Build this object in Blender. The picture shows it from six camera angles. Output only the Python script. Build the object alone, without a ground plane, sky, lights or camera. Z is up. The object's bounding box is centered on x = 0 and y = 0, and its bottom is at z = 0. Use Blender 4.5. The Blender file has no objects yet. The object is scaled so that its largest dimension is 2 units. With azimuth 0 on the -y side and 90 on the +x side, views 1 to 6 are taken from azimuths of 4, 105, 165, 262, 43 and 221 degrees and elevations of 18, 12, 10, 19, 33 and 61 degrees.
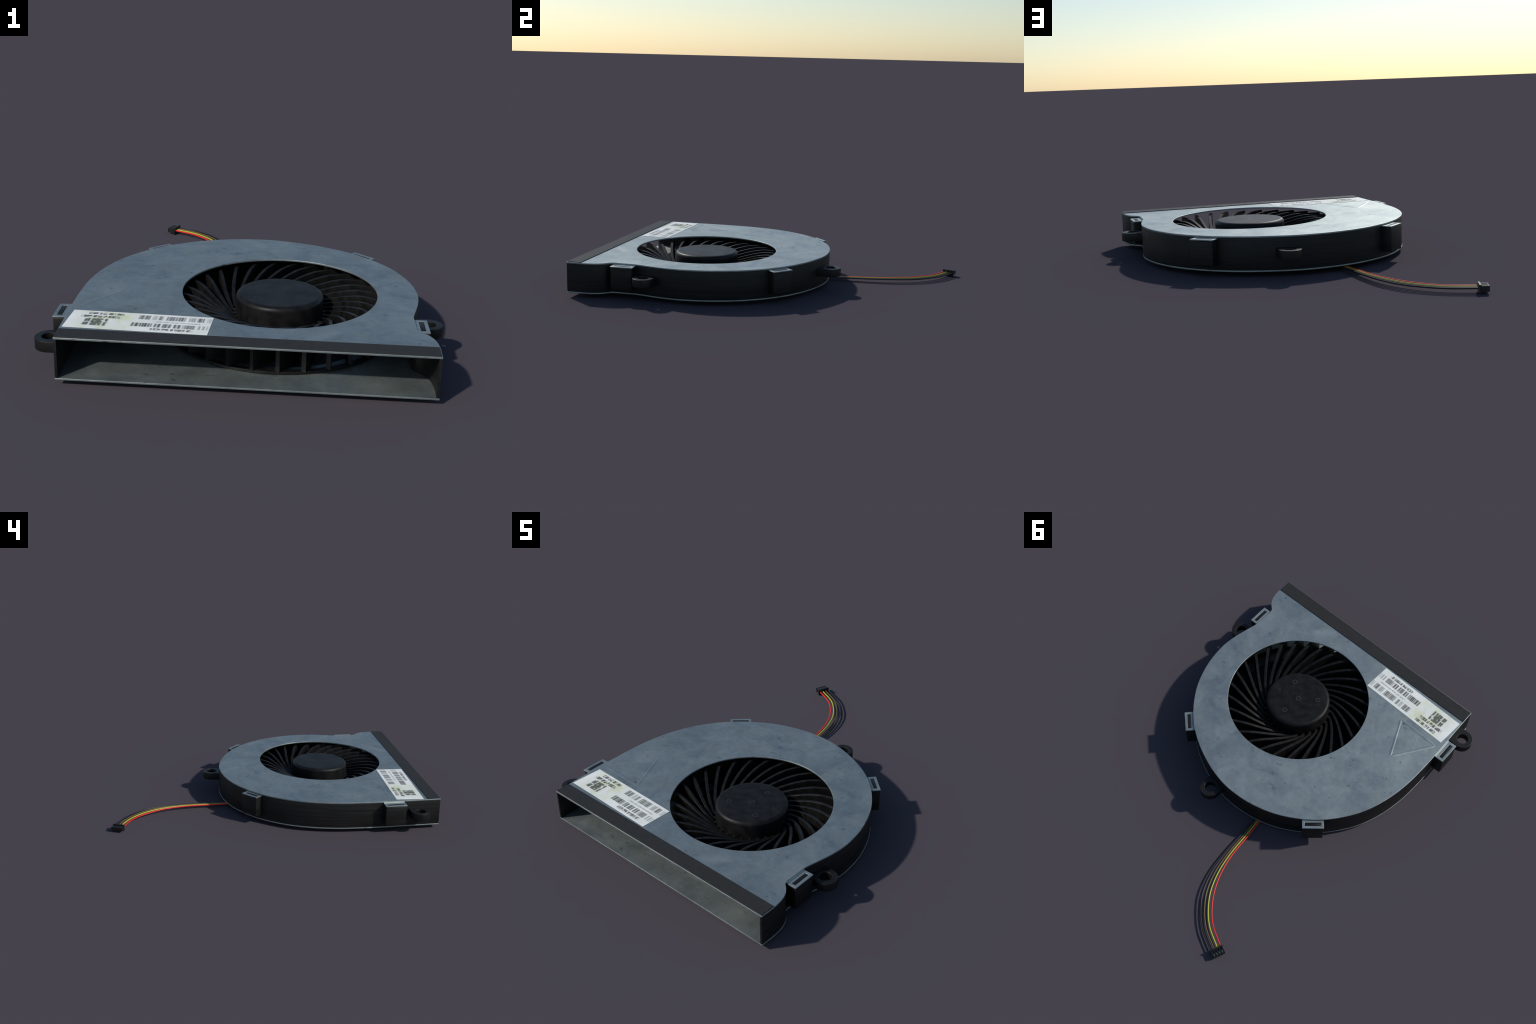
# Laptop blower fan: scroll-shaped housing with sheet-metal covers, a 29-blade
# impeller, mounting lugs, snap clips, a paper sticker and a four-wire lead.
import bpy, bmesh, math, random
from mathutils import Vector, Matrix

random.seed(7)
TAU = math.tau
ROTOR = (0.121, -0.400)          # impeller axis
Z_TOP = 0.1918                   # upper face of the top cover
Z_BOT = 0.021                    # lower face of the bottom cover
SHEET = 0.008                    # sheet-metal thickness

# ------------------------------------------------------------------ materials
class Nodes:
    """Tiny helper for writing shader graphs as expressions."""
    def __init__(self, name):
        self.mat = bpy.data.materials.new(name)
        self.mat.use_nodes = True
        self.nt = self.mat.node_tree
        self.bsdf = self.nt.nodes["Principled BSDF"]
        self.coord = self.nt.nodes.new("ShaderNodeTexCoord").outputs["Object"]

    def _set(self, sock, v):
        if isinstance(v, bpy.types.NodeSocket):
            self.nt.links.new(v, sock)
        elif isinstance(v, (tuple, list)) and len(v) == 3 and sock.type == 'RGBA':
            sock.default_value = (*v, 1)
        else:
            sock.default_value = v

    def node(self, kind, **inputs):
        n = self.nt.nodes.new(kind)
        for k, v in inputs.items():
            self._set(n.inputs[k.replace("_", " ")], v)
        return n

    def math(self, op, a, b=None, c=None, clamp=False):
        n = self.nt.nodes.new("ShaderNodeMath")
        n.operation = op
        n.use_clamp = clamp
        for i, v in enumerate((a, b, c)):
            if v is not None:
                self._set(n.inputs[i], v)
        return n.outputs[0]

    def mapped(self, scale=(1, 1, 1), rot=(0, 0, 0), loc=(0, 0, 0)):
        m = self.node("ShaderNodeMapping", Vector=self.coord)
        m.inputs["Scale"].default_value = scale
        m.inputs["Rotation"].default_value = rot
        m.inputs["Location"].default_value = loc
        return m.outputs[0]

    def noise(self, scale, detail=3, rough=0.5, vec=None, distort=0.0):
        n = self.node("ShaderNodeTexNoise", Vector=vec or self.coord, Scale=scale,
                      Detail=detail, Roughness=rough, Distortion=distort)
        return n.outputs["Fac"]

    def ramp(self, fac, *stops):
        n = self.node("ShaderNodeValToRGB", Fac=fac)
        el = n.color_ramp.elements
        while len(el) < len(stops):
            el.new(0.5)
        for e, (p, c) in zip(el, stops):
            e.position = p
            e.color = (*c, 1) if isinstance(c, tuple) else (c, c, c, 1)
        return n.outputs[0]

    def mix(self, fac, a, b):
        n = self.nt.nodes.new("ShaderNodeMix")
        n.data_type = 'RGBA'
        self._set(n.inputs["Factor"], fac)
        self._set(n.inputs[6], a)
        self._set(n.inputs[7], b)
        return n.outputs[2]

    def finish(self, color, rough, metallic=0.0, spec=0.5, bump=None, strength=0.2, dist=0.002):
        b = self.bsdf
        self._set(b.inputs["Base Color"], color)
        self._set(b.inputs["Roughness"], rough)
        self._set(b.inputs["Metallic"], metallic)
        self._set(b.inputs["Specular IOR Level"], spec)
        if bump is not None:
            n = self.node("ShaderNodeBump", Height=bump, Strength=strength, Distance=dist)
            self.nt.links.new(n.outputs[0], b.inputs["Normal"])
        return self.mat


def make_sheet_metal():
    n = Nodes("sheet_metal")
    clouds = n.noise(6.5, 5, 0.58, distort=0.8)
    base = n.ramp(clouds, (0.32, (0.272, 0.315, 0.325)), (0.5, (0.342, 0.390, 0.385)), (0.68, (0.405, 0.450, 0.432)))
    # soft olive tarnish
    tarnish = n.ramp(n.noise(11.0, 3, 0.6, n.mapped(loc=(3.1, 1.7, 0))), (0.5, 0.0), (0.7, 0.6))
    base = n.mix(tarnish, base, (0.36, 0.39, 0.355))
    fine = n.ramp(n.noise(38.0, 3, 0.6), (0.3, 0.92), (0.7, 1.05))
    base = n.mix(1.0, base, fine)
    n.nt.nodes[-1].blend_type = 'MULTIPLY'
    # short dark pits, slightly elongated
    pits = None
    for sc, rot, loc, lo in (((19, 30, 20), 0.6, (0, 0, 0), 0.66), ((34, 46, 30), -0.4, (7, 3, 1), 0.69)):
        streak = n.mapped(scale=sc, rot=(0, 0, rot), loc=loc)
        p = n.ramp(n.noise(1.0, 2, 0.55, streak), (lo, 0.0), (lo + 0.09, 1.0))
        pits = p if pits is None else n.math('MAXIMUM', pits, p)
    where = n.ramp(n.noise(4.0, 2, 0.5, n.mapped(loc=(0.4, 5.2, 0))), (0.40, 0.15), (0.56, 1.0))
    pits = n.math('MULTIPLY', pits, where)
    base = n.mix(n.math('MULTIPLY', pits, 0.7), base, (0.10, 0.12, 0.11))
    rough = n.ramp(n.noise(9.0, 4, 0.6, n.mapped(loc=(1, 2, 3))), (0.3, 0.43), (0.7, 0.55))
    height = n.math('SUBTRACT', n.noise(34, 3, 0.5), n.math('MULTIPLY', pits, 0.8))
    return n.finish(base, rough, metallic=0.82, bump=height, strength=0.14, dist=0.004)


def make_plastic(name, lo, hi, rough, streaks=True, bump=0.1, spec=0.5):
    n = Nodes(name)
    if streaks:                           # fine horizontal moulding lines
        v = n.mapped(scale=(2.5, 2.5, 110))
        f = n.noise(1.0, 3, 0.6, v)
    else:
        f = n.noise(26.0, 4, 0.6)
    col = n.ramp(f, (0.35, lo), (0.68, hi))
    r = n.ramp(n.noise(14.0, 3), (0.3, rough - 0.05), (0.7, rough + 0.07))
    return n.finish(col, r, spec=spec, bump=f, strength=bump, dist=0.002)


def make_plain(name, col, rough, var=0.12):
    n = Nodes(name)
    dark = tuple(c * (1 - var) for c in col)
    c = n.mix(n.noise(30.0, 3), dark, col)
    return n.finish(c, rough)


def make_tape():
    n = Nodes("sealing_tape")
    f = n.noise(60.0, 4, 0.65)
    c = n.ramp(f, (0.3, (0.023, 0.0235, 0.023)), (0.7, (0.034, 0.0335, 0.032)))
    return n.finish(c, 0.62, spec=0.22, bump=f, strength=0.2, dist=0.001)


LABEL_L, LABEL_W = 0.551, 0.170

def make_sticker():
    """White paper with soft-printed bar codes and rows of tiny illegible print.
    u runs along the sticker (0..1), v across it (0 at the outlet side)."""
    n = Nodes("printed_paper")
    sep = n.node("ShaderNodeSeparateXYZ", Vector=n.coord).outputs
    u = n.math('MULTIPLY_ADD', sep[0], 1 / LABEL_L, 0.5)
    v = n.math('MULTIPLY_ADD', sep[1], 1 / LABEL_W, 0.5)

    def span(x, a, b, soft):
        n1 = n.node("ShaderNodeMapRange", Value=x)
        n1.interpolation_type = 'SMOOTHSTEP'
        n1.inputs[1].default_value = a - soft; n1.inputs[2].default_value = a + soft
        n2 = n.node("ShaderNodeMapRange", Value=x)
        n2.interpolation_type = 'SMOOTHSTEP'
        n2.inputs[1].default_value = b - soft; n2.inputs[2].default_value = b + soft
        n2.inputs[3].default_value = 1.0; n2.inputs[4].default_value = 0.0
        return n.math('MULTIPLY', n1.outputs[0], n2.outputs[0])

    def strip(seed, freq, lo, hi):        # one-dimensional random pattern along u
        t = n.nt.nodes.new("ShaderNodeTexNoise")
        t.noise_dimensions = '1D'
        n._set(t.inputs["W"], n.math('MULTIPLY_ADD', u, freq, seed))
        n._set(t.inputs["Scale"], 1.0)
        n._set(t.inputs["Detail"], 1.0)
        return n.ramp(t.outputs["Fac"], (lo, 0.0), (hi, 1.0))

    ink = None
    def add(m):
        nonlocal ink
        ink = m if ink is None else n.math('MAXIMUM', ink, m)

    def bars(v0, v1, groups, seed):
        row = span(v, v0, v1, 0.02)
        bars_ = strip(seed, 64.0, 0.36, 0.60)
        for a, b, k in groups:
            m = n.math('MULTIPLY', row, span(u, a, b, 0.006))
            tone = n.math('MULTIPLY_ADD', bars_, 0.55, 0.47)
            add(n.math('MULTIPLY', n.math('MULTIPLY', m, tone), k))

    def print_row(v0, v1, u0, u1, seed, k, freq=48.0):
        row = n.math('MULTIPLY', span(v, v0, v1, 0.02), span(u, u0, u1, 0.008))
        t = n.node("ShaderNodeTexNoise", Vector=n.coord, Scale=freq * 1.7, Detail=2.0)
        spots = n.ramp(t.outputs["Fac"], (0.34, 0.0), (0.48, 1.0))
        g = n.math('MULTIPLY', strip(seed, freq, 0.34, 0.46), spots)
        g = n.math('MULTIPLY_ADD', g, 0.8, 0.12)
        add(n.math('MULTIPLY', n.math('MULTIPLY', row, g), k))

    bars(0.25, 0.46, [(0.455, 0.60, .95), (0.615, 0.66, .95), (0.672, 0.735, .95), (0.75, 0.80, .9),
                      (0.81, 0.90, .85), (0.92, 0.935, .7), (0.95, 0.965, .65), (0.98, 0.99, .6)], 3.0)
    bars(0.67, 0.90, [(0.485, 0.565, .85), (0.58, 0.615, .45), (0.625, 0.655, .9), (0.68, 0.815, .85),
                      (0.838, 0.885, .7), (0.897, 0.945, .9), (0.965, 0.995, .45)], 19.0)
    print_row(0.09, 0.20, 0.60, 0.89, 31.0, 1.0)
    print_row(0.535, 0.585, 0.60, 0.93, 44.0, 0.6)
    print_row(0.62, 0.745, 0.08, 0.37, 57.0, 1.0, 40.0)
    print_row(0.80, 0.92, 0.12, 0.37, 71.0, 0.95, 40.0)
    print_row(0.17, 0.57, 0.12, 0.285, 88.0, 1.0, 34.0)      # smudged square patch of print

    paper = n.ramp(n.noise(9.0, 3), (0.35, (0.82, 0.83, 0.76)), (0.65, (0.93, 0.93, 0.87)))
    stain_area = span(u, 0.10, 0.46, 0.10)
    stain = n.math('MULTIPLY', stain_area, n.ramp(n.noise(15.0, 3, 0.5), (0.40, 0.0), (0.62, 0.75)))
    paper = n.mix(stain, paper, (0.68, 0.72, 0.42))
    dark = n.ramp(n.noise(30.0, 2), (0.4, (0.022, 0.022, 0.021)), (0.6, (0.05, 0.05, 0.042)))
    col = n.mix(n.math('MULTIPLY', ink, 0.95), paper, dark)
    return n.finish(col, 0.5)


METAL = make_sheet_metal()
HOUSING = make_plastic("black_housing_plastic", (0.002, 0.002, 0.002), (0.0125, 0.012, 0.0115), 0.50, spec=0.4)
LUGMAT = make_plastic("black_lug_plastic", (0.004, 0.004, 0.004), (0.009, 0.0088, 0.0085), 0.48, False, spec=0.4)
ROTORMAT = make_plastic("dark_rotor_plastic", (0.003, 0.003, 0.003), (0.0125, 0.0115, 0.0105), 0.48, False, 0.15, spec=0.24)
MARKMAT = make_plain("worn_rotor_mark", (0.010, 0.010, 0.010), 0.58)
TAPE = make_tape()
STICKER = make_sticker()
PLUGMAT = make_plain("plug_plastic", (0.010, 0.010, 0.010), 0.42, 0.3)
TIN = make_plain("tinned_contact", (0.13, 0.135, 0.145), 0.4)
RED = make_plain("red_insulation", (0.80, 0.016, 0.020), 0.45)
YELLOW = make_plain("yellow_insulation", (0.46, 0.49, 0.030), 0.45)
BROWN = make_plain("brown_insulation", (0.135, 0.080, 0.028), 0.45)
BLACK = make_plain("black_insulation", (0.013, 0.013, 0.014), 0.42)

# ------------------------------------------------------------------ scene graph
root = bpy.data.objects.new("blower_fan", None)
bpy.context.collection.objects.link(root)
root["label"] = "flat scroll-shaped laptop cooling fan with wire lead"
root["category"] = "cooling fan"


def new_object(name, mesh, mat, parent=root):
    ob = bpy.data.objects.new(name, mesh)
    bpy.context.collection.objects.link(ob)
    if mat is not None and not mesh.materials:
        mesh.materials.append(mat)
    ob.parent = parent
    return ob


def mesh_of(bm, name, angle=34):
    """Smooth shading, except at edges sharper than angle or already marked."""
    bmesh.ops.recalc_face_normals(bm, faces=bm.faces)
    for f in bm.faces:
        f.smooth = True
    for e in bm.edges:
        if e.calc_face_angle(0.0) > math.radians(angle):
            e.smooth = False
    me = bpy.data.meshes.new(name)
    bm.to_mesh(me)
    bm.free()
    return me

# ------------------------------------------------------------------ 2D outlines
def spline(pts, corners=(), steps=9, closed=True):
    """Catmull-Rom through pts; indices in corners stay sharp."""
    n, out = len(pts), []
    for i in range(n if closed else n - 1):
        p1, p2 = Vector(pts[i]), Vector(pts[(i + 1) % n])
        p0, p3 = Vector(pts[(i - 1) % n]), Vector(pts[(i + 2) % n])
        if i in corners or (not closed and i == 0):
            p0 = p1 - (p2 - p1)
        if (i + 1) % n in corners or (not closed and i == n - 2):
            p3 = p2 + (p2 - p1)
        for k in range(steps):
            t = k / steps
            out.append(0.5 * (2 * p1 + (p2 - p0) * t + (2 * p0 - 5 * p1 + 4 * p2 - p3) * t * t
                              + (3 * p1 - p0 - 3 * p2 + p3) * t ** 3))
    if not closed:
        out.append(Vector(pts[-1]))
    return out


def circle(cx, cy, r, n=96, a0=0.0, a1=TAU):
    full = abs(a1 - a0 - TAU) < 1e-6
    m = n if full else n + 1
    return [Vector((cx + r * math.cos(a0 + (a1 - a0) * i / n), cy + r * math.sin(a0 + (a1 - a0) * i / n)))
            for i in range(m)]


def area(loop):
    return 0.5 * sum(a.x * b.y - b.x * a.y for a, b in zip(loop, loop[1:] + loop[:1]))


def inset(loop, d):
    """Move every point to the left of the travel direction by d (mitred)."""
    n, out = len(loop), []
    for i in range(n):
        a = loop[i] - loop[i - 1]
        b = loop[(i + 1) % n] - loop[i]
        a = a.normalized() if a.length > 1e-9 else b.normalized()
        b = b.normalized() if b.length > 1e-9 else a
        na, nb = Vector((-a.y, a.x)), Vector((-b.y, b.x))
        m = (na + nb).normalized()
        out.append(loop[i] + m * (d / max(0.35, m.dot(nb))))
    return out


def add_slab(bm, outer, z0, z1, bevel=0.0015, holes=()):
    """Extruded flat shape with chamfered rims, added to bm."""
    loops = [list(outer) if area(list(outer)) > 0 else list(reversed(outer))]
    for h in holes:
        loops.append(list(h) if area(list(h)) < 0 else list(reversed(h)))
    caps = {0: [], 7: []}
    for lp in loops:
        prof = []                             # (inset, z) from the lower cap to the upper cap
        for k in range(4):
            a = math.pi / 2 * k / 3
            prof.append((bevel * (1 - math.sin(a)), z0 + bevel * (1 - math.cos(a))))
        prof += [(d, z0 + z1 - z) for d, z in reversed(prof)]
        rings = [[bm.verts.new((p.x, p.y, z)) for p in inset(lp, d)] for d, z in prof]
        n = len(lp)
        for a, b in zip(rings, rings[1:]):
            for i in range(n):
                bm.faces.new((a[i], a[(i + 1) % n], b[(i + 1) % n], b[i]))
        for k in (0, 7):
            for i in range(n):
                caps[k].append(bm.edges.get((rings[k][i], rings[k][(i + 1) % n])))
                caps[k][-1].smooth = False        # keep the flat faces flat
    for k in (0, 7):
        bmesh.ops.triangle_fill(bm, use_beauty=True, use_dissolve=False, edges=caps[k])


def slab(name, outer, z0, z1, mat, bevel=0.0015, holes=(), parent=root):
    bm = bmesh.new()
    add_slab(bm, outer, z0, z1, bevel, holes)
    return new_object(name, mesh_of(bm, name), mat, parent)


def add_box(bm, mat4, sx, sy, sz, bevel=0.0, segs=2):
    r = bmesh.ops.create_cube(bm, size=1.0, matrix=mat4 @ Matrix.Diagonal((sx, sy, sz, 1)))
    if bevel:
        edges = {e for v in r['verts'] for e in v.link_edges}
        bmesh.ops.bevel(bm, geom=list(edges), offset=bevel, segments=segs, profile=0.5, affect='EDGES')


# scroll outline seen from above: outlet along the front (-y), tongue at the right
LEFT = [(-0.673, -0.999), (-0.6795, -0.88), (-0.686, -0.76), (-0.6925, -0.64), (-0.696, -0.52), (-0.693, -0.386),
        (-0.674, -0.253), (-0.636, -0.127), (-0.581, -0.021), (-0.501, 0.083), (-0.408, 0.164),
        (-0.300, 0.229), (-0.195, 0.269), (-0.085, 0.291), (0.039, 0.294)]
RIGHT = [(0.160, 0.271), (0.263, 0.234), (0.338, 0.198), (0.410, 0.153), (0.482, 0.092), (0.544, 0.025),
         (0.602, -0.058), (0.646, -0.151), (0.676, -0.245), (0.691, -0.335), (0.694, -0.400),
         (0.688, -0.468), (0.678, -0.526), (0.668, -0.574)]
TONGUE = [(0.659, -0.621), (0.660, -0.683), (0.661, -0.742), (0.668, -0.765), (0.692, -0.787), (0.713, -0.816),
          (0.728, -0.858), (0.735, -0.914), (0.736, -0.993)]
ctrl = LEFT + RIGHT + TONGUE
i_tongue = len(LEFT) + len(RIGHT)
OUTLINE = spline(ctrl, corners={0, i_tongue, i_tongue + 2, len(ctrl) - 1})
# the last span (front edge) is straight: keep only its start
OUTLINE = OUTLINE[:-8]

# ------------------------------------------------------------------ covers
top = slab("top_cover", OUTLINE, Z_TOP - SHEET, Z_TOP, METAL, 0.0013,
           [circle(*ROTOR, 0.4055, 128)])

# bottom cover with a round intake; a black spider carries the motor in it
INTAKE_R = 0.400
slab("bottom_cover", OUTLINE, Z_BOT + 0.0005, Z_BOT + SHEET, METAL, 0.0010, [circle(*ROTOR, INTAKE_R, 96)])
spider = []
for k in range(4):
    mid_a = math.radians(13 + 90 * k)
    spider += circle(*ROTOR, 0.205, 20, mid_a - math.pi / 2 + 0.13, mid_a - 0.13)
    spider += [Vector((ROTOR[0] + r * math.cos(a), ROTOR[1] + r * math.sin(a)))
               for r, a in ((INTAKE_R + 0.006, mid_a - 0.05), (INTAKE_R + 0.006, mid_a + 0.05))]
slab("motor_mount", spider, Z_BOT + 0.001, Z_BOT + SHEET - 0.001, HOUSING, 0.0008)

# dark sealing strip along the outlet, a touch inside the cover's rim
slab("sealing_strip", [Vector(p) for p in ((-0.6715, -0.9955), (0.7325, -0.9895), (0.7315, -0.9120), (-0.6745, -0.9180))],
     Z_TOP + 0.0002, Z_TOP + 0.0036, TAPE, 0.0006)

# side wall: open at the outlet
outer_path = inset(OUTLINE, 0.0008) if area(OUTLINE) > 0 else inset(OUTLINE, -0.0008)
inner_path = inset(OUTLINE, 0.0110) if area(OUTLINE) > 0 else inset(OUTLINE, -0.0110)
def flush_front(path, y_left, y_right):
    path = list(path)
    path[0] = Vector((path[0].x, y_left))
    path[-1] = Vector((path[-1].x, y_right))
    return path
wall = flush_front(outer_path, -0.9984, -0.9924) + list(reversed(flush_front(inner_path, -0.9984, -0.9924)))
slab("side_wall", wall, Z_BOT + SHEET + 0.0003, Z_TOP - SHEET - 0.0003, HOUSING, 0.0006)

# ------------------------------------------------------------------ embossed triangle on the top cover
def add_ridge(bm, pts, width, height, z):
    """Low rounded ridge following pts (open polyline)."""
    prof = [(-1 + k / 4, 0.5 - 0.5 * math.cos(math.pi * k / 4)) for k in range(9)]
    n, rows = len(pts), []
    for i, p in enumerate(pts):
        t = (pts[min(i + 1, n - 1)] - pts[max(i - 1, 0)]).normalized()
        s = Vector((-t.y, t.x))
        f = 0.25 if i in (0, n - 1) else 1.0
        rows.append([bm.verts.new((p.x + s.x * c * width / 2 * f, p.y + s.y * c * width / 2 * f, z + h * height * f - 0.0001))
                     for c, h in prof])
    for a, b in zip(rows, rows[1:]):
        for i in range(len(prof) - 1):
            bm.faces.new((a[i], a[i + 1], b[i + 1], b[i]))

bm = bmesh.new()
tri = [Vector((-0.405, -0.692)), Vector((-0.512, -0.462)), Vector((-0.655, -0.685))]
for a, b in zip(tri, tri[1:] + tri[:1]):
    add_ridge(bm, [a.lerp(b, t / 24) for t in range(25)], 0.018, 0.0013, Z_TOP)
cen = sum(tri, Vector((0, 0))) / 3
for k in range(3):                           # worn, unreadable squiggle in the middle
    start = cen + Vector((-0.05, -0.028 + 0.027 * k))
    pts = [start + Vector((0.1 * t / 60, 0.005 * math.sin(t * 0.42 + 1.7 * k) + 0.005 * math.sin(t * 0.2 + k))) for t in range(61)]
    add_ridge(bm, pts, 0.013, 0.0003, Z_TOP)
new_object("embossed_triangle", mesh_of(bm, "embossed_triangle", 60), METAL, top)

# ------------------------------------------------------------------ snap clips
# outer edge end points of each clip, ordered so that the left side faces the fan
CLIPS = [((0.7150, -0.750), (0.7110, -0.625)),
         ((0.5335, 0.113), (0.4420, 0.194)),
         ((-0.4465, 0.198), (-0.5330, 0.119)),
         ((-0.7470, -0.639), (-0.7410, -0.772))]
CLIP_D = 0.049
Z_TAB = 0.1815
for (a, b) in CLIPS:
    a, b = Vector(a), Vector(b)
    L = (b - a).length
    t = (b - a) / L
    inw = Vector((-t.y, t.x))                # towards the fan
    at = lambda s, d: a + t * (s * L) + inw * (d * CLIP_D)
    tab_z0 = Z_TAB - 0.006
    bm = bmesh.new()
    slot = [at(0.12, 0.29), at(0.88, 0.29), at(0.88, 0.70), at(0.12, 0.70)]
    add_slab(bm, [at(0, 0), at(1, 0), at(1, 1.0), at(0, 1.0)], tab_z0, Z_TAB, 0.0012, [slot])
    # sloping strip that lifts the tab to the level of the cover
    quad = [(0.98, Z_TAB - 0.0004), (1.2, Z_TOP - 0.0008), (1.6, Z_TOP - 0.0012), (1.6, Z_TOP - 0.006), (1.2, Z_TOP - 0.007), (0.98, tab_z0 + 0.0004)]
    ends = [[bm.verts.new((*at(s, d), z)) for d, z in quad] for s in (0.01, 0.99)]
    m = len(quad)
    for i in range(m):
        bm.faces.new((ends[0][i], ends[0][(i + 1) % m], ends[1][(i + 1) % m], ends[1][i]))
    bm.faces.new(ends[0]); bm.faces.new(ends[1])
    new_object("clip_tab", mesh_of(bm, "clip_tab"), METAL, top)
    # plastic block below, with the hook that fills the slot
    bm = bmesh.new()
    frame = Matrix((( t.x, -t.y, 0, 0), (t.y, t.x, 0, 0), (0, 0, 1, 0), (0, 0, 0, 1)))
    z0, z1 = 0.053, tab_z0 - 0.0004
    c = at(0.5, 0.62)
    depth = CLIP_D * 1.2
    add_box(bm, Matrix.Translation((c.x, c.y, (z0 + z1) / 2)) @ frame, L - 0.004, depth, z1 - z0, 0.005, 3)
    c = at(0.5, 0.495)
    add_box(bm, Matrix.Translation((c.x, c.y, z1 + 0.0022)) @ frame, L * 0.735, CLIP_D * 0.37, 0.0065, 0.0012, 2)
    new_object("clip_block", mesh_of(bm, "clip_block"), HOUSING)

# ------------------------------------------------------------------ mounting lugs
def lug(hole, centre, direction, r, reach):
    d = Vector(direction).normalized()
    s = Vector((-d.y, d.x))
    c = Vector(centre)
    a = math.atan2(d.y, d.x)
    loop = [c - d * reach - s * r] + circle(c.x, c.y, r, 28, a - math.pi / 2, a + math.pi / 2) + [c - d * reach + s * r]
    slab("mounting_lug", loop, 0.092, 0.1365, LUGMAT, 0.0022, [circle(*hole, 0.031, 36)])
lug((-0.727, -0.860), (-0.7265, -0.859), (-1, 0), 0.0585, 0.05)
lug((0.1085, 0.338), (0.1075, 0.342), (0.06, 1), 0.0545, 0.07)
lug((0.7245, -0.556), (0.7285, -0.556), (1, -0.12), 0.0555, 0.075)

# ------------------------------------------------------------------ impeller
def lathe(bm, prof, n=96):
    rings = []
    for r, z in prof:
        if r < 1e-6:
            rings.append([bm.verts.new((0, 0, z))])
        else:
            rings.append([bm.verts.new((r * math.cos(TAU * i / n), r * math.sin(TAU * i / n), z)) for i in range(n)])
    for a, b in zip(rings, rings[1:]):
        for i in range(n):
            j = (i + 1) % n
            f = [a[0], b[j], b[i]] if len(a) == 1 else [a[i], a[j], b[0]] if len(b) == 1 else [a[i], a[j], b[j], b[i]]
            bm.faces.new(f)

HUB_R, HUB_Z = 0.1835, 0.184
round_edge = [(HUB_R - 0.020 + 0.020 * math.sin(a), HUB_Z - 0.020 + 0.020 * math.cos(a))
              for a in [math.pi / 2 * k / 7 for k in range(8)]]
bm = bmesh.new()
lathe(bm, [(0, HUB_Z), (HUB_R - 0.024, HUB_Z)] + round_edge + [(HUB_R + 0.001, 0.036), (0, 0.034)])
hub = new_object("impeller", mesh_of(bm, "impeller", 40), ROTORMAT, root)
hub.location = (*ROTOR, 0)

RING_R = 0.474
bm = bmesh.new()
lathe(bm, [(RING_R - 0.021, 0.0322), (RING_R - 0.001, 0.0322), (RING_R, 0.0332), (RING_R, 0.0415), (RING_R - 0.001, 0.0425),
           (RING_R - 0.021, 0.0425), (RING_R - 0.021, 0.0322)], 128)
bmesh.ops.remove_doubles(bm, verts=bm.verts, dist=1e-6)
ring = new_object("impeller_ring", mesh_of(bm, "impeller_ring", 40), ROTORMAT, hub)

# one blade: short radial root, tight elbow, then a long swept arc (radius, degrees)
SWEEP = [(0.176, 177.4), (0.190, 177.4), (0.198, 176.8), (0.204, 174.4), (0.212, 170.9), (0.228, 165.2), (0.25, 158.6),
         (0.275, 152.5), (0.30, 147.6), (0.325, 143.5), (0.35, 140.1), (0.375, 137.3), (0.40, 134.9),
         (0.425, 132.6), (0.45, 130.5), (RING_R - 0.0005, 128.7)]
BLADES = 30
def blade_top(r):                             # low at the hub, level further out
    f = min(1.0, max(0.0, (r - 0.196) / 0.17))
    return 0.098 + 0.069 * (1 - (1 - f) ** 1.6)
line = spline([(r * math.cos(math.radians(d)), r * math.sin(math.radians(d))) for r, d in SWEEP], steps=4, closed=False)
bm = bmesh.new()
rows = []
for i, p in enumerate(line):
    t = (line[min(i + 1, len(line) - 1)] - line[max(i - 1, 0)]).normalized()
    s = Vector((-t.y, t.x))
    r = p.length
    h = 0.0075 + 0.0006 * max(0.0, (r - 0.36) / 0.11)                                # half thickness
    zt, zb, c = blade_top(r), 0.0400, 0.0009
    sec = [(-h * 1.12, zb), (-h, zt - c), (-h + c, zt), (h - c, zt), (h, zt - c), (h * 1.12, zb)]
    rows.append([bm.verts.new((p.x + s.x * o, p.y + s.y * o, z)) for o, z in sec])
for a, b in zip(rows, rows[1:]):
    for i in range(6):
        j = (i + 1) % 6
        bm.faces.new((a[i], a[j], b[j], b[i]))
bm.faces.new(rows[0]); bm.faces.new(rows[-1])
blade_mesh = mesh_of(bm, "blade", 30)
first = new_object("blade", blade_mesh, ROTORMAT, hub)
for k in range(1, BLADES):
    b = first.copy()
    bpy.context.collection.objects.link(b)
    b.rotation_euler.z = TAU * k / BLADES

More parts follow.
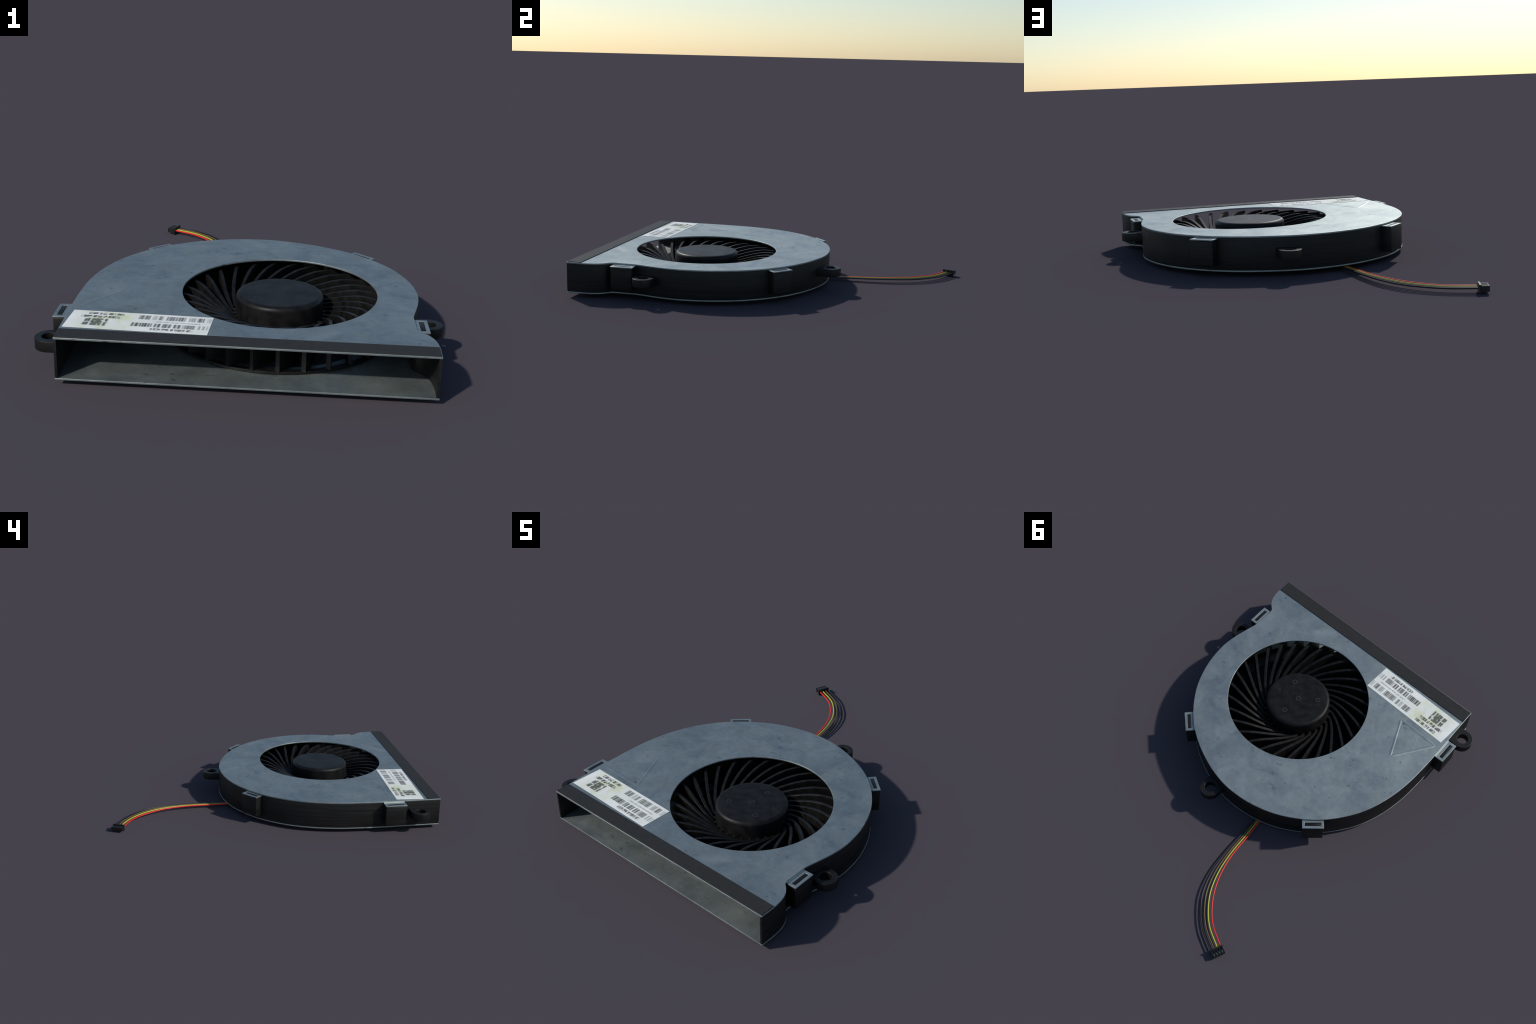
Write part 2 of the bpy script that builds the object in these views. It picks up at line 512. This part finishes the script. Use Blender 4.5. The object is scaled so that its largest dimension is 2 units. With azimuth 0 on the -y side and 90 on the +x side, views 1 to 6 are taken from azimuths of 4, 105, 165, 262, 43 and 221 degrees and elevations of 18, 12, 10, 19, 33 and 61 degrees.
# faint moulded rings and a worn mark on the hub
bm = bmesh.new()
for ang, rad, R in ((-38, 0.117, 0.0125), (87, 0.110, 0.0125), (218, 0.113, 0.0115), (0, 0.0, 0.013)):
    c = Vector((rad * math.cos(math.radians(ang)), rad * math.sin(math.radians(ang))))
    pr = [(R - 0.0045, 0.0), (R - 0.002, 0.0006), (R + 0.001, 0.0006), (R + 0.0035, 0.0)]
    rg = [[bm.verts.new((c.x + r * math.cos(TAU * i / 28), c.y + r * math.sin(TAU * i / 28), HUB_Z - 0.0001 + z))
           for i in range(28)] for r, z in pr]
    for a, b in zip(rg, rg[1:]):
        for i in range(28):
            bm.faces.new((a[i], a[(i + 1) % 28], b[(i + 1) % 28], b[i]))
for x, y, l in ((0.101, 0.046, 0.012), (0.113, 0.030, 0.010), (0.122, 0.024, 0.007)):
    add_ridge(bm, [Vector((x, y)) + Vector((l * t / 4 - l / 2, 0.004 * math.sin(t))) for t in range(5)], 0.005, 0.0008, HUB_Z)
new_object("hub_mark", mesh_of(bm, "hub_mark", 60), MARKMAT, hub)

# ------------------------------------------------------------------ sticker
corner = [Vector(p) for p in ((-0.6685, -0.894), (-0.118, -0.9065), (-0.115, -0.7365), (-0.6665, -0.723))]
mid = sum(corner, Vector((0, 0))) / 4
ang = math.atan2(corner[1].y - corner[0].y, corner[1].x - corner[0].x)
rect = [Vector((x * LABEL_L / 2, y * LABEL_W / 2)) for x, y in ((-1, -1), (1, -1), (1, 1), (-1, 1))]
st = slab("sticker", rect, 0.0002, 0.0012, STICKER, 0.0002)
st.location = (mid.x, mid.y, Z_TOP)
st.rotation_euler.z = ang

# ------------------------------------------------------------------ wires and plug
PLUG_A, PLUG_B = Vector((-0.5445, 0.922)), Vector((-0.5205, 0.987))     # flange ends (red side, black side)
side = (PLUG_B - PLUG_A).normalized()
out = Vector((-side.y, side.x))                                          # pointing away from the wires
RED_PATH = [(-0.190, 0.13, 0.0135), (-0.197, 0.269, 0.0135), (-0.211, 0.378, 0.016), (-0.228, 0.522, 0.019), (-0.260, 0.640, 0.021),
            (-0.308, 0.739, 0.021), (-0.372, 0.822, 0.021), (-0.441, 0.880, 0.021), (-0.536, 0.927, 0.022)]
BLACK_PATH = [(-0.140, 0.13, 0.0135), (-0.166, 0.269, 0.0135), (-0.177, 0.378, 0.016), (-0.1905, 0.522, 0.019), (-0.214, 0.655, 0.021),
              (-0.262, 0.777, 0.021), (-0.330, 0.862, 0.021), (-0.410, 0.928, 0.021), (-0.518, 0.979, 0.022)]

def wire(path, mat):
    pts = spline([Vector(p) for p in path], steps=8, closed=False)
    bm = bmesh.new()
    rows, n = [], 10
    for i, p in enumerate(pts):
        t = (pts[min(i + 1, len(pts) - 1)] - pts[max(i - 1, 0)]).normalized()
        s = t.cross(Vector((0, 0, 1))).normalized()
        u = s.cross(t)
        rows.append([bm.verts.new(p + (s * math.cos(TAU * k / n) + u * math.sin(TAU * k / n)) * 0.0039) for k in range(n)])
    for a, b in zip(rows, rows[1:]):
        for i in range(n):
            bm.faces.new((a[i], a[(i + 1) % n], b[(i + 1) % n], b[i]))
    bm.faces.new(rows[0]); bm.faces.new(rows[-1])
    new_object("wire", mesh_of(bm, "wire", 60), mat, root)

for k, mat in enumerate((RED, YELLOW, BROWN, BLACK)):
    f = k / 3
    wire([tuple(a + (b - a) * f for a, b in zip(p, q)) for p, q in zip(RED_PATH, BLACK_PATH)], mat)

def plug_at(s, d):                      # s along the row of contacts (0..1), d from flange to tip (metres)
    return PLUG_A.lerp(PLUG_B, s) + out * d
W = (PLUG_B - PLUG_A).length
frame = Matrix(((side.x, -side.y, 0, 0), (side.y, side.x, 0, 0), (0, 0, 1, 0), (0, 0, 0, 1)))
def plug_box(bm, s, d, z0, z1, w, l, bevel=0.0006):
    c = plug_at(s, d)
    add_box(bm, Matrix.Translation((c.x, c.y, (z0 + z1) / 2)) @ frame, w, l, z1 - z0, bevel, 1)

bm = bmesh.new()
plug_box(bm, 0.5, 0.0045, 0.0, 0.0375, W + 0.001, 0.009)                  # flange
plug_box(bm, 0.5, 0.024, 0.007, 0.027, W - 0.006, 0.036)                  # body core
for k in range(5):                                                        # ribs between the contacts
    plug_box(bm, 0.06 + 0.22 * k, 0.0245, 0.010, 0.0325, 0.0055, 0.037)
plug_box(bm, 0.5, 0.0400, 0.008, 0.0325, W - 0.005, 0.004)                # front bridge
plug = new_object("connector_plug", mesh_of(bm, "connector_plug"), PLUGMAT)
for k in range(4):
    bm = bmesh.new()
    plug_box(bm, 0.17 + 0.22 * k, 0.030, 0.026, 0.0295, 0.0055, 0.013, 0.0008)
    new_object("contact", mesh_of(bm, "contact"), TIN, plug)
    bm = bmesh.new()                                                      # dark socket mouth
    plug_box(bm, 0.17 + 0.22 * k, 0.0421, 0.014, 0.023, 0.008, 0.0012, 0.0003)
    new_object("socket", mesh_of(bm, "socket"), BLACK, plug)
